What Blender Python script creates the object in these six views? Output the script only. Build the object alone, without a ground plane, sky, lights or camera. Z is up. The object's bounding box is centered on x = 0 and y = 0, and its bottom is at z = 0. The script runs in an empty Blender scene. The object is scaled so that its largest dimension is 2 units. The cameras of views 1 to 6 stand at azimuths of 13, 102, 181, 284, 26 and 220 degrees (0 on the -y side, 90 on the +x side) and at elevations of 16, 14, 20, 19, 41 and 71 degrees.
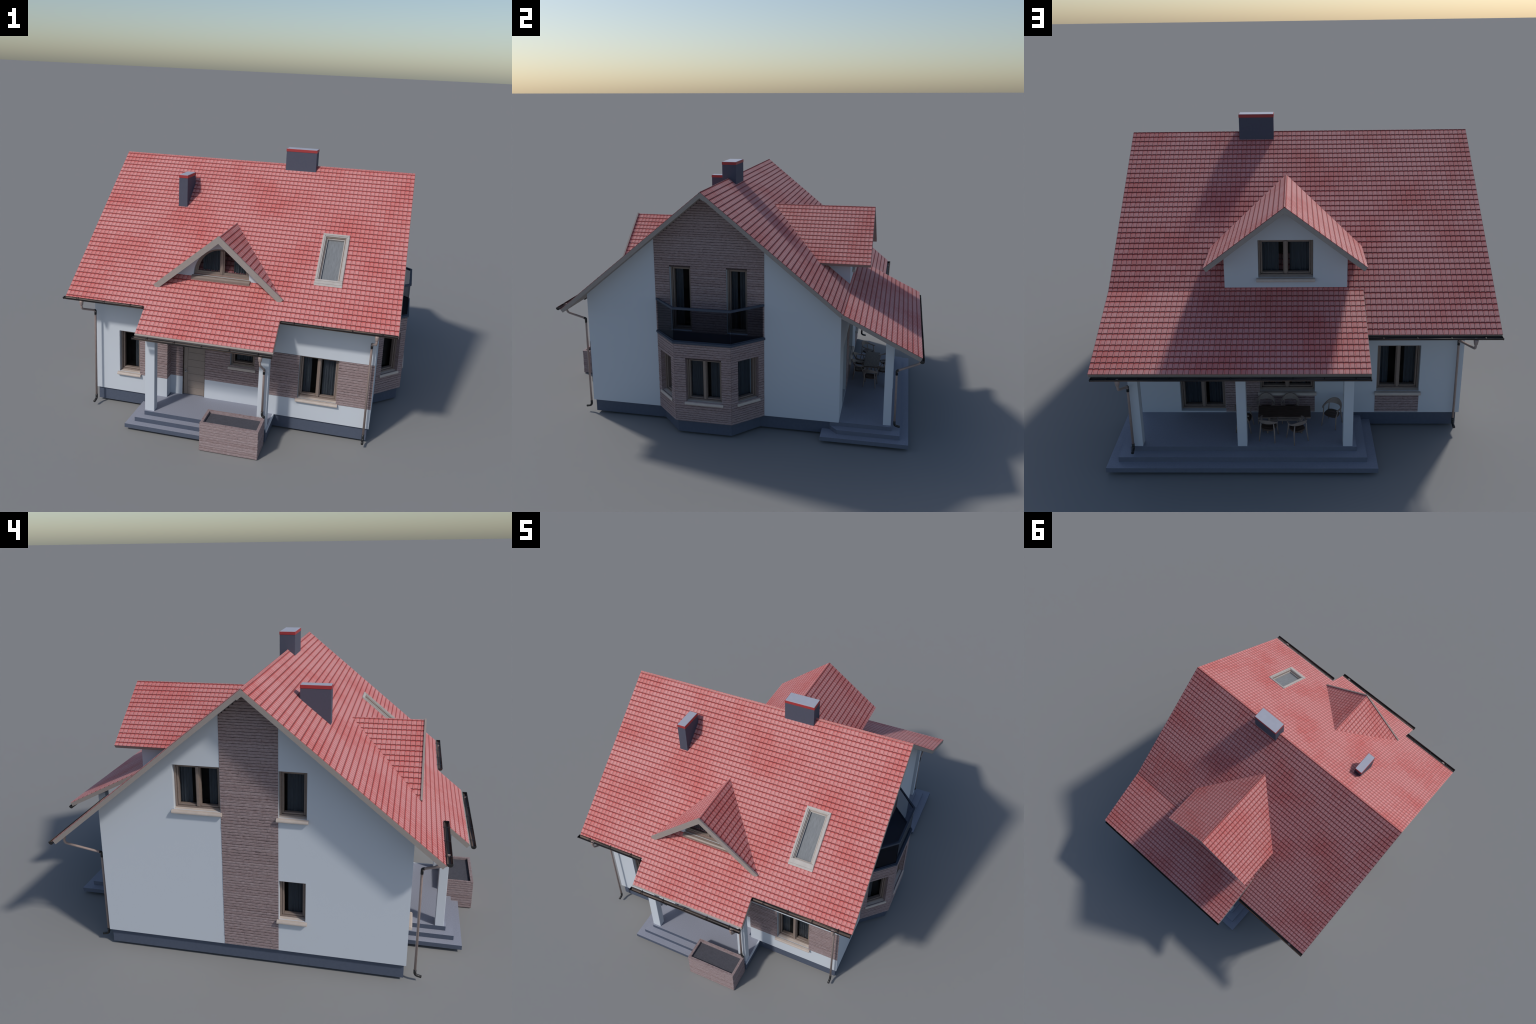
import bpy, bmesh, math, random
from mathutils import Vector, Matrix

random.seed(7)
S = bpy.context.scene

# ------------------------------------------------------------------ sizes (metres)
RIDGE_Y, RIDGE_Z, PITCH, PITCH_FRONT = -0.054, 1.2155, 0.8165, 0.8205      # main ridge and slope (dz/dy)
ROOF_X0, ROOF_X1 = -0.822, 0.775
FRONT_EAVE_Y, FRONT_EAVE_R, PORCH_EAVE_Y = -0.816, -0.803, -0.932
PORCH_X0, PORCH_X1 = -0.412, 0.243
REAR_EAVE_Y = 0.776
KINK_Y, TERRACE_EAVE_Y, TERRACE_PITCH = 0.619, 0.987, 0.500
TERRACE_X0 = -0.285
WALL_X0, WALL_X1, WALL_Y0, WALL_Y1 = -0.7225, 0.683, -0.697, 0.606
FLOOR = 0.077
DECK = 0.019
HEAD = 0.405                                             # lintel height, ground floor

# ------------------------------------------------------------------ node helpers
def new_mat(name, rough=0.6, metallic=0.0, spec=0.5):
    m = bpy.data.materials.new(name)
    m.use_nodes = True
    nt = m.node_tree
    b = nt.nodes["Principled BSDF"]
    b.inputs["Roughness"].default_value = rough
    b.inputs["Metallic"].default_value = metallic
    b.inputs["Specular IOR Level"].default_value = spec
    return m, nt, b

def node(nt, kind, **props):
    n = nt.nodes.new(kind)
    for k, v in props.items():
        setattr(n, k, v)
    return n

def coords(nt, scale=(1, 1, 1)):
    tc = node(nt, "ShaderNodeTexCoord")
    mp = node(nt, "ShaderNodeMapping")
    mp.inputs["Scale"].default_value = scale
    nt.links.new(tc.outputs["Object"], mp.inputs["Vector"])
    return mp.outputs["Vector"]

def noise(nt, vec, scale, detail=3.0, rough=0.55):
    n = node(nt, "ShaderNodeTexNoise")
    n.inputs["Scale"].default_value = scale
    n.inputs["Detail"].default_value = detail
    n.inputs["Roughness"].default_value = rough
    nt.links.new(vec, n.inputs["Vector"])
    return n.outputs["Fac"]

def ramp(nt, fac, stops):
    r = node(nt, "ShaderNodeValToRGB")
    e = r.color_ramp.elements
    while len(e) < len(stops):
        e.new(0.5)
    for el, (p, c) in zip(e, stops):
        el.position = p
        el.color = (*c, 1) if len(c) == 3 else c
    nt.links.new(fac, r.inputs["Fac"])
    return r.outputs["Color"]

def math_node(nt, op, a, b=None, c=None):
    n = node(nt, "ShaderNodeMath", operation=op)
    for i, v in enumerate((a, b, c)):
        if v is None:
            continue
        if isinstance(v, (int, float)):
            n.inputs[i].default_value = v
        else:
            nt.links.new(v, n.inputs[i])
    return n.outputs[0]

def mix_col(nt, fac, a, b, blend="MIX"):
    n = node(nt, "ShaderNodeMix", data_type="RGBA", blend_type=blend)
    for sock, v in ((n.inputs[0], fac), (n.inputs[6], a), (n.inputs[7], b)):
        if isinstance(v, (int, float)):
            sock.default_value = v
        elif isinstance(v, tuple):
            sock.default_value = (*v, 1)
        else:
            nt.links.new(v, sock)
    return n.outputs[2]

def bump(nt, b, height, strength=0.3, dist=0.002):
    n = node(nt, "ShaderNodeBump")
    n.inputs["Strength"].default_value = strength
    n.inputs["Distance"].default_value = dist
    nt.links.new(height, n.inputs["Height"])
    nt.links.new(n.outputs["Normal"], b.inputs["Normal"])

def plain_mat(name, col, rough=0.6, var=0.06, scale=40, spec=0.5, bump_s=0.0, stretch=(1, 1, 1)):
    """one colour with faint mottling"""
    m, nt, b = new_mat(name, rough, 0.0, spec)
    f = noise(nt, coords(nt, stretch), scale, 4)
    lo = tuple(c * (1 - var) for c in col)
    hi = tuple(min(1, c * (1 + var)) for c in col)
    nt.links.new(ramp(nt, f, [(0.3, lo), (0.7, hi)]), b.inputs["Base Color"])
    if bump_s:
        bump(nt, b, f, bump_s)
    return m

# ------------------------------------------------------------------ materials
TILE_W, TILE_L = 0.02135, 0.02745
FACE_RED, FACE_PALE, FACE_ROLL = (0.55, 0.046, 0.032), (0.55, 0.070, 0.058), (0.62, 0.105, 0.090)
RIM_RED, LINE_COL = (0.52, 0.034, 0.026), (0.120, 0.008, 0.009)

def tile_material():
    """pressed tile: pale glossy face, red rims, dark maroon overlap lines"""
    m, nt, b = new_mat("red_roof_tile", 0.88, 0.0, 1.0)
    b.inputs["IOR"].default_value = 2.68
    g = lambda k: (k, k, k)
    tc = node(nt, "ShaderNodeTexCoord")
    sep = node(nt, "ShaderNodeSeparateXYZ")
    nt.links.new(tc.outputs["Object"], sep.inputs[0])
    u = math_node(nt, "DIVIDE", sep.outputs["X"], TILE_W)
    fu, iu = math_node(nt, "FRACT", u), math_node(nt, "FLOOR", u)
    dip = ramp(nt, fu, [(0.0, g(0.065)), (0.16, g(0.065)), (0.34, g(0.0)), (0.95, g(0.0)), (1.0, g(0.065))])
    v = math_node(nt, "SUBTRACT", math_node(nt, "DIVIDE", sep.outputs["Y"], TILE_L), dip)
    fv, iv = math_node(nt, "FRACT", v), math_node(nt, "FLOOR", v)
    comb = node(nt, "ShaderNodeCombineXYZ")
    nt.links.new(iu, comb.inputs[0]); nt.links.new(iv, comb.inputs[1])
    wn = node(nt, "ShaderNodeTexWhiteNoise", noise_dimensions="2D")
    nt.links.new(comb.outputs[0], wn.inputs["Vector"])
    big = noise(nt, tc.outputs["Object"], 3.6, 1.5, 0.45)
    patch = math_node(nt, "MULTIPLY_ADD", wn.outputs["Value"], 0.16, math_node(nt, "SUBTRACT", big, 0.06))
    pale_fac = ramp(nt, patch, [(0.26, g(0.0)), (0.60, g(1.0))])
    face = mix_col(nt, pale_fac, FACE_RED, FACE_PALE)
    # side roll: its highlight painted in as a lighter band, red flank beside it
    roll = ramp(nt, fu, [(0.03, g(0.0)), (0.07, g(0.55)), (0.15, g(0.45)), (0.19, g(0.0))])
    face = mix_col(nt, roll, face, FACE_ROLL)
    flank = ramp(nt, fu, [(0.16, g(0.0)), (0.21, g(0.8)), (0.34, g(0.0))])
    rim = ramp(nt, fv, [(0.0, g(1.0)), (0.12, g(1.0)), (0.27, g(0.0)), (0.86, g(0.0)), (0.93, g(0.5))])
    red = math_node(nt, "MAXIMUM", rim, flank)
    col = mix_col(nt, red, face, RIM_RED)
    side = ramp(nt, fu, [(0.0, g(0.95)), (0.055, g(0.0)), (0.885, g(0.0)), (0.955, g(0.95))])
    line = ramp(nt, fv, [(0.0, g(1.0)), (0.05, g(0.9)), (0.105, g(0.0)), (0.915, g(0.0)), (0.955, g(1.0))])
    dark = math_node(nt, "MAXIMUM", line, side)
    lc = mix_col(nt, pale_fac, LINE_COL, tuple(c * 1.35 for c in LINE_COL))
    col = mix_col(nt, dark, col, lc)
    nt.links.new(col, b.inputs["Base Color"])
    sp = math_node(nt, "MULTIPLY_ADD", math_node(nt, "MAXIMUM", red, dark), -0.72, 1.0)
    sp = math_node(nt, "MULTIPLY", sp, math_node(nt, "MULTIPLY_ADD", pale_fac, 0.34, 0.66))
    nt.links.new(sp, b.inputs["Specular IOR Level"])
    return m

def stone_material(course, name, axis="Z"):
    m, nt, b = new_mat(name, 0.75, 0, 0.35)
    tc = node(nt, "ShaderNodeTexCoord")
    sep = node(nt, "ShaderNodeSeparateXYZ")
    nt.links.new(tc.outputs["Object"], sep.inputs[0])
    row = math_node(nt, "FLOOR", math_node(nt, "DIVIDE", sep.outputs[axis], course))
    long = coords(nt, (1, 1, 4))
    wn = node(nt, "ShaderNodeTexWhiteNoise", noise_dimensions="1D")
    nt.links.new(row, wn.inputs["W"])
    n1 = noise(nt, long, 60, 5, 0.65)
    f = math_node(nt, "ADD", math_node(nt, "MULTIPLY", wn.outputs["Value"], 0.12), math_node(nt, "MULTIPLY", n1, 0.88))
    col = ramp(nt, f, [(0.25, (0.225, 0.150, 0.146)), (0.48, (0.320, 0.242, 0.244)), (0.72, (0.40, 0.33, 0.338))])
    g = noise(nt, coords(nt, (1, 1, 2.2)), 170, 4, 0.7)
    col = mix_col(nt, 0.5, col, ramp(nt, g, [(0.30, (0.62, 0.58, 0.58)), (0.58, (1.05, 1.04, 1.04))]), "MULTIPLY")
    nt.links.new(col, b.inputs["Base Color"])
    bump(nt, b, g, 0.5, 0.002)
    return m

COURSE = 0.0125
M_TILE = tile_material()
M_STONE = stone_material(COURSE, "stacked_stone")
M_JOINT = plain_mat("stone_joint", (0.055, 0.036, 0.036), 0.9, 0.25, 120)
M_WALL = plain_mat("pale_blue_white_render", (0.595, 0.635, 0.69), 0.85, 0.012, 300, 0.2, 0.05)
M_PLINTH = plain_mat("slate_plinth", (0.085, 0.103, 0.148), 0.75, 0.06, 90, 0.3)
M_RISER = plain_mat("slate_riser", (0.135, 0.155, 0.205), 0.7, 0.05, 120, 0.4)  # slate lightened for the terrace: rear risers carry brighter baked lighting
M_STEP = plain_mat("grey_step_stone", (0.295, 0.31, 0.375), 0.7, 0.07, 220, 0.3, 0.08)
M_TIMBER = plain_mat("greige_timber", (0.335, 0.292, 0.268), 0.65, 0.07, 60, 0.3, 0.05, (1, 1, 12))
M_FRAME = plain_mat("taupe_window_frame", (0.235, 0.182, 0.155), 0.40, 0.10, 50, 0.5, 0.0, (1, 1, 8))
M_SILL = plain_mat("beige_sill_stone", (0.53, 0.455, 0.405), 0.55, 0.06, 40)
def gutter_material():
    m, nt, b = new_mat("striped_brown_gutter", 0.5, 0, 0.4)
    f = noise(nt, coords(nt, (0.02, 1, 1)), 210, 2, 0.4)
    nt.links.new(ramp(nt, f, [(0.42, (0.012, 0.010, 0.010)), (0.50, (0.055, 0.036, 0.029)), (0.62, (0.17, 0.115, 0.088))]), b.inputs["Base Color"])
    return m
M_GUTTER = gutter_material()
M_BLACK = plain_mat("black_plastic", (0.018, 0.017, 0.017), 0.4, 0.1)
M_PIPE = plain_mat("taupe_downpipe", (0.36, 0.275, 0.25), 0.4, 0.08, 30)
M_CHIM = plain_mat("slate_chimney_render", (0.080, 0.087, 0.124), 0.8, 0.04, 120, 0.3)  # base colour darkened towards the shading baked on the chimney front
M_CAP = plain_mat("red_chimney_band", (0.36, 0.035, 0.038), 0.5, 0.05)
M_CAPTOP = plain_mat("pale_chimney_plate", (0.44, 0.45, 0.52), 0.6, 0.03)
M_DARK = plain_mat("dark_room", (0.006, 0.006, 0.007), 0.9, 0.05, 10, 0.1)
M_CURTAIN = plain_mat("grey_curtain", (0.11, 0.115, 0.128), 0.9, 0.04, 20, 0.1)
M_BALC = plain_mat("navy_balcony_floor", (0.055, 0.065, 0.095), 0.6, 0.05, 80)
M_RAIL = plain_mat("slate_rail", (0.040, 0.056, 0.090), 0.6, 0.05, 40)
M_SOIL = plain_mat("dark_slate_bed", (0.085, 0.085, 0.102), 0.85, 0.12, 120, 0.2, 0.2)
M_DOOR = plain_mat("greige_door", (0.275, 0.228, 0.198), 0.5, 0.08, 60, 0.4, 0.0, (1, 1, 10))
M_METAL = plain_mat("brushed_steel", (0.45, 0.46, 0.48), 0.3, 0.03)
M_METAL.node_tree.nodes["Principled BSDF"].inputs["Metallic"].default_value = 1
M_SKYGL = plain_mat("blind_behind_roof_glass", (0.205, 0.218, 0.232), 0.6, 0.14, 30, 0.2, 0.0, (9, 1, 1))
M_SKYFR = plain_mat("pale_roof_window_frame", (0.46, 0.425, 0.40), 0.6, 0.07, 40)

def wood_material():
    m, nt, b = new_mat("dark_walnut", 0.5, 0, 0.4)
    w = noise(nt, coords(nt, (10, 130, 10)), 2.4, 4, 0.6)
    nt.links.new(ramp(nt, w, [(0.3, (0.035, 0.022, 0.016)), (0.55, (0.085, 0.055, 0.042)), (0.75, (0.16, 0.11, 0.085))]), b.inputs["Base Color"])
    return m
M_WOOD = wood_material()
M_LEG = plain_mat("pale_grey_wood", (0.29, 0.235, 0.205), 0.5, 0.12, 60, 0.4)

def glass_material(name, col, rough=0.0, ior=1.14):
    m, nt, b = new_mat(name, rough)
    b.inputs["Transmission Weight"].default_value = 1.0
    b.inputs["IOR"].default_value = ior
    t = noise(nt, coords(nt), 8, 2)
    nt.links.new(ramp(nt, t, [(0.3, tuple(c * 0.96 for c in col)), (0.7, col)]), b.inputs["Base Color"])
    return m
M_GLASS = glass_material("window_glass", (0.72, 0.78, 0.82))
M_SMOKE = glass_material("smoked_balcony_glass", (0.40, 0.42, 0.46), 0.0, 1.1)

# ------------------------------------------------------------------ mesh helpers
def link(me, name, mat, parent=None, matrix=None, kind=None, smooth=False):
    ob = bpy.data.objects.new(name, me)
    S.collection.objects.link(ob)
    if mat is not None:
        for mm in (mat if isinstance(mat, (list, tuple)) else [mat]):
            me.materials.append(mm)
    if parent is not None:
        ob.parent = parent
    if matrix is not None:
        ob.matrix_world = matrix
    if kind:
        ob["kind"] = kind
    if smooth:
        for p in me.polygons:
            p.use_smooth = True
    return ob

def to_mesh(bm, name, recalc=True):
    if recalc:
        bmesh.ops.recalc_face_normals(bm, faces=bm.faces)
    me = bpy.data.meshes.new(name)
    bm.to_mesh(me)
    bm.free()
    return me

def add_box(bm, a, b, mi=0):
    (x0, y0, z0), (x1, y1, z1) = a, b
    v = [bm.verts.new(p) for p in ((x0, y0, z0), (x1, y0, z0), (x1, y1, z0), (x0, y1, z0),
                                   (x0, y0, z1), (x1, y0, z1), (x1, y1, z1), (x0, y1, z1))]
    for f in ((3, 2, 1, 0), (4, 5, 6, 7), (0, 1, 5, 4), (1, 2, 6, 5), (2, 3, 7, 6), (3, 0, 4, 7)):
        bm.faces.new([v[i] for i in f]).material_index = mi

def box(name, a, b, mat, parent, bevel=0.0, matrix=None, segs=1):
    bm = bmesh.new()
    add_box(bm, a, b)
    if bevel:
        bmesh.ops.bevel(bm, geom=bm.edges[:], offset=bevel, segments=segs, affect="EDGES", profile=0.6)
    return link(to_mesh(bm, name), name, mat, parent, matrix)

def add_prism(bm, pts, off):
    """closed prism: polygon pts (3D) swept by vector off"""
    off = Vector(off)
    a = [bm.verts.new(p) for p in pts]
    b = [bm.verts.new(Vector(p) + off) for p in pts]
    n = len(pts)
    bm.faces.new(a[::-1]); bm.faces.new(b)
    for i in range(n):
        bm.faces.new((a[i], a[(i + 1) % n], b[(i + 1) % n], b[i]))

def prism(name, pts, off, mat, parent, bevel=0.0, matrix=None):
    bm = bmesh.new()
    add_prism(bm, pts, off)
    bmesh.ops.recalc_face_normals(bm, faces=bm.faces)
    if bevel:
        bmesh.ops.bevel(bm, geom=bm.edges[:], offset=bevel, segments=1, affect="EDGES")
    return link(to_mesh(bm, name), name, mat, parent, matrix)

def fillet(path, r, n=6):
    """round the corners of a polyline"""
    P = [Vector(p) for p in path]
    out = [P[0]]
    for a, b, c in zip(P, P[1:], P[2:]):
        d1, d2 = (a - b), (c - b)
        rr = min(r, d1.length * 0.48, d2.length * 0.48)
        p, q = b + d1.normalized() * rr, b + d2.normalized() * rr
        for i in range(n + 1):
            t = i / n
            out.append(p * (1 - t) ** 2 + b * 2 * t * (1 - t) + q * t * t)
    out.append(P[-1])
    return out

def add_tube(bm, path, radius, sides=12, cap=True):
    P = [Vector(p) for p in path]
    rad = radius if callable(radius) else (lambda t: radius)
    rings, up = [], None
    for i, p in enumerate(P):
        t = (P[min(i + 1, len(P) - 1)] - P[max(i - 1, 0)]).normalized()
        if up is None:
            up = Vector((0, 0, 1)) if abs(t.z) < 0.9 else Vector((1, 0, 0))
        s = t.cross(up).normalized()
        up = s.cross(t).normalized()
        r = rad(i / (len(P) - 1))
        rings.append([bm.verts.new(p + (s * math.cos(a) + up * math.sin(a)) * r)
                      for a in (2 * math.pi * k / sides for k in range(sides))])
    for A, B in zip(rings, rings[1:]):
        for k in range(sides):
            f = bm.faces.new((A[k], A[(k + 1) % sides], B[(k + 1) % sides], B[k]))
            f.smooth = True
    if cap:
        bm.faces.new(rings[0]); bm.faces.new(rings[-1])

def tube(name, path, radius, mat, parent, sides=12):
    bm = bmesh.new()
    add_tube(bm, path, radius, sides)
    return link(to_mesh(bm, name), name, mat, parent)

def cut(ob, boxes):
    """boolean away axis-free boxes given as (corner, corner, matrix)"""
    bm = bmesh.new()
    for a, b, M in boxes:
        n0 = len(bm.verts)
        add_box(bm, a, b)
        bm.verts.ensure_lookup_table()
        if M is not None:
            for v in bm.verts[n0:]:
                v.co = M @ v.co
    me = to_mesh(bm, "cutter")
    c = bpy.data.objects.new("cutter", me)
    S.collection.objects.link(c)
    md = ob.modifiers.new("cut", "BOOLEAN")
    md.operation, md.object, md.solver = "DIFFERENCE", c, "EXACT"
    dg = bpy.context.evaluated_depsgraph_get()
    new = bpy.data.meshes.new_from_object(ob.evaluated_get(dg))
    ob.modifiers.clear()
    old = ob.data
    new.name = old.name
    ob.data = new
    bpy.data.meshes.remove(old)
    bpy.data.objects.remove(c)
    bpy.data.meshes.remove(me)

def face_frame(origin, u):
    """wall frame: local x runs along the wall, local y points OUT, local z up"""
    u = Vector(u).normalized()
    n = u.cross(Vector((0, 0, 1)))
    M = Matrix((( u.x, n.x, 0, origin[0]), (u.y, n.y, 0, origin[1]), (0, 0, 1, origin[2]), (0, 0, 0, 1)))
    return M

# ------------------------------------------------------------------ the house
house = bpy.data.objects.new("house", None)
S.collection.objects.link(house)
house["label"] = "detached gabled family house with red tiled roof and dormers"
house["category"] = "house"

def roof_z(y, drop=0.0):
    return RIDGE_Z - PITCH * abs(y - RIDGE_Y) - drop

# wall frames (origin at z = 0)
F_FRONT = face_frame((0, WALL_Y0, 0), (1, 0, 0))          # x to the right seen from outside
F_PORCH = face_frame((0, -0.643, 0), (1, 0, 0))
F_REAR = face_frame((0, WALL_Y1, 0), (-1, 0, 0))          # local x = -world x
F_LEFT = face_frame((WALL_X0, 0, 0), (0, -1, 0))          # local x = -world y
F_RIGHT = face_frame((WALL_X1, 0, 0), (0, 1, 0))          # local x = world y
BAY = [(WALL_X1, -0.322), (0.8135, -0.191), (0.8135, 0.095), (WALL_X1, 0.230)]
def edge_frame(p, q):
    return face_frame((p[0], p[1], 0), (q[0] - p[0], q[1] - p[1], 0))
F_BAY = [edge_frame(BAY[i], BAY[i + 1]) for i in range(3)]
DORM_B_Y, DORM_F_Y = 0.612, -0.654
F_DORM_B = face_frame((0, DORM_B_Y, 0), (-1, 0, 0))
F_DORM_F = face_frame((0, DORM_F_Y, 0), (1, 0, 0))

# openings: frame, u0, u1, z0, z1, leaves, sill, curtains (list of (from,to) across the opening, 0..1)
OPEN = {
    "front_small": (F_FRONT, -0.591, -0.481, 0.184, HEAD, 1, True, [(0.62, 1.0)]),
    "front_big": (F_FRONT, 0.330, 0.518, 0.184, HEAD, 2, True, [(0.0, 0.27), (0.60, 1.0)]),
    "porch": (F_PORCH, -0.024, 0.101, 0.275, HEAD, 1, True, [(0.1, 1.0)]),
    "rear_door": (F_REAR, -0.507, -0.307, 0.083, HEAD, 2, False, [(0.0, 0.45), (0.62, 1.0)]),
    "rear_mid": (F_REAR, -0.155, 0.085, 0.183, HEAD, 2, True, [(0.0, 0.4), (0.6, 1.0)]),
    "rear_left": (F_REAR, 0.355, 0.540, 0.184, HEAD, 2, True, [(0.0, 0.27), (0.68, 1.0)]),
    "left_up_big": (F_LEFT, -0.267, -0.069, 0.688, 0.879, 2, True, [(0.0, 0.33), (0.72, 1.0)]),
    "left_up_small": (F_LEFT, 0.169, 0.282, 0.685, 0.879, 1, True, [(0.18, 1.0)]),
    "left_low": (F_LEFT, 0.170, 0.281, 0.228, HEAD, 1, True, [(0.22, 1.0)]),
    "balcony_a": (F_RIGHT, -0.247, -0.138, 0.499, 0.831, 1, False, [(0.0, 0.5)]),
    "balcony_b": (F_RIGHT, 0.043, 0.148, 0.499, 0.831, 1, False, [(0.0, 0.42), (0.55, 1.0)]),
}
BAYL = (Vector(BAY[1]) - Vector(BAY[0])).length
BAYW = {
    "bay_f": (F_BAY[0], 0.033, 0.150, 0.182, HEAD, 1, True, [(0.0, 0.45)]),
    "bay_m": (F_BAY[1], 0.057, 0.238, 0.182, HEAD, 2, True, [(0.0, 0.45), (0.64, 1.0)]),
    "bay_b": (F_BAY[2], 0.038, 0.154, 0.182, HEAD, 1, True, [(0.15, 1.0)]),
}
DORMB = {"dormer_b": (F_DORM_B, -0.149, 0.077, 0.722, 0.884, 2, True, [(0.0, 0.36), (0.58, 1.0)])}
NICHE = 0.130
BAY_NICHE = 0.062

def niche(spec, depth=NICHE):
    M, u0, u1, z0, z1 = spec[:5]
    return ((u0, -depth, z0), (u1, 0.05, z1), M)

# ---- main wall body: gabled prism along x, with porch recess and openings cut out
t = 0.012
wall_top_f, wall_top_r = roof_z(WALL_Y0, t), roof_z(WALL_Y1, t)
pent = [(WALL_X0, WALL_Y0, 0.076), (WALL_X0, WALL_Y1, 0.076), (WALL_X0, WALL_Y1, wall_top_r),
        (WALL_X0, RIDGE_Y, roof_z(RIDGE_Y, t)), (WALL_X0, WALL_Y0, wall_top_f)]
walls = prism("wall", pent, (WALL_X1 - WALL_X0, 0, 0), M_WALL, house)
cut(walls, [((-0.335, -0.9, 0.0), (0.167, -0.643, 0.9), None)])
cut(walls, [niche(s) for s in OPEN.values()] + [((-0.271, -0.672, 0.0), (-0.154, -0.57, 0.352), None)])

# ---- plinth, bay plinth
def inset_bay(d, dz=0.0):
    return [(WALL_X1 - 0.05, BAY[0][1] + d * 1.3), (WALL_X1 - d, BAY[0][1] + d * 1.3), (BAY[1][0] - d, BAY[1][1] + d * 0.4),
            (BAY[2][0] - d, BAY[2][1] - d * 0.4), (WALL_X1 - d, BAY[3][1] - d * 1.3), (WALL_X1 - 0.05, BAY[3][1] - d * 1.3)]
box("plinth", (WALL_X0 + 0.012, WALL_Y0 + 0.009, 0.010), (WALL_X1 - 0.009, WALL_Y1 - 0.009, 0.0765), M_PLINTH, house)
prism("plinth", [(x, y, 0.010) for x, y in inset_bay(0.014)], (0, 0, 0.0665), M_PLINTH, house)

# ---- bay window body, balcony
bay_pts = [(WALL_X1 - 0.03, BAY[0][1])] + BAY + [(WALL_X1 - 0.03, BAY[3][1])]
bay = prism("bay_window", [(x, y, 0.0755) for x, y in bay_pts], (0, 0, 0.407), M_STONE, house)
cut(bay, [niche(s, BAY_NICHE) for s in BAYW.values()])
def grow(d):
    k = d * 0.41
    return [(WALL_X1 - 0.002, BAY[0][1] - d * 0.9), (BAY[0][0] + 0.001, BAY[0][1] - d * 0.9), (BAY[1][0] + d, BAY[1][1] - k),
            (BAY[2][0] + d, BAY[2][1] + k), (BAY[3][0] + 0.001, BAY[3][1] + d * 0.9), (WALL_X1 - 0.002, BAY[3][1] + d * 0.9)]
balcony = prism("balcony_slab", [(x, y, 0.4828) for x, y in grow(0.0075)], (0, 0, 0.012), M_RAIL, house, 0.001)
prism("balcony_floor", [(x, y, 0.4900) for x, y in grow(-0.006)], (0, 0, 0.0056), M_BALC, balcony)
# railing: smoked glass panels, top band
g = grow(-0.001)[1:5]
RAIL_Z = 0.662
for i in range(3):
    p, q = Vector(g[i]), Vector(g[i + 1])
    M = edge_frame(p, q)
    L = (q - p).length
    box("balcony_glass", (0.0025, -0.0035, 0.497), (L - 0.0025, -0.0012, RAIL_Z - 0.006), M_SMOKE, balcony, 0, M)
    box("balcony_base_rail", (0.001, -0.005, 0.4945), (L - 0.001, 0.0, 0.4985), M_RAIL, balcony, 0, M)
bm = bmesh.new()
outer, inner = grow(0.003)[1:5], grow(-0.0075)[1:5]
for i in range(3):
    a, b, c, d = outer[i], outer[i + 1], inner[i + 1], inner[i]
    add_prism(bm, [(*a, RAIL_Z - 0.0065), (*b, RAIL_Z - 0.0065), (*c, RAIL_Z - 0.0065), (*d, RAIL_Z - 0.0065)], (0, 0, 0.0105))
bmesh.ops.remove_doubles(bm, verts=bm.verts, dist=1e-5)
link(to_mesh(bm, "handrail"), "handrail", M_RAIL, balcony)

# ------------------------------------------------------------------ windows
def bevel_boxes(bm, off=0.0009):
    bmesh.ops.bevel(bm, geom=bm.edges[:], offset=off, segments=1, affect="EDGES")

def make_curtain(name, u0, u1, z0, z1, y, M, parent, rng):
    bm = bmesh.new()
    n = max(8, int((u1 - u0) / 0.0016))
    ph = rng.random() * 6
    cols = []
    for i in range(n + 1):
        u = u0 + (u1 - u0) * i / n
        k = u / 0.0075 * 2 * math.pi / 1.6
        d = 0.0024 * math.sin(k + ph) + 0.0012 * math.sin(k * 0.43 + ph * 2)
        hem = 0.0015 * math.sin(k + ph)
        cols.append((bm.verts.new((u, y + d * 0.8, z1)), bm.verts.new((u, y + d * 1.3, z0 + hem))))
    for (a, b), (c, e) in zip(cols, cols[1:]):
        bm.faces.new((a, b, e, c)).smooth = True
    return link(to_mesh(bm, name, False), name, M_CURTAIN, parent, M)

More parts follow.
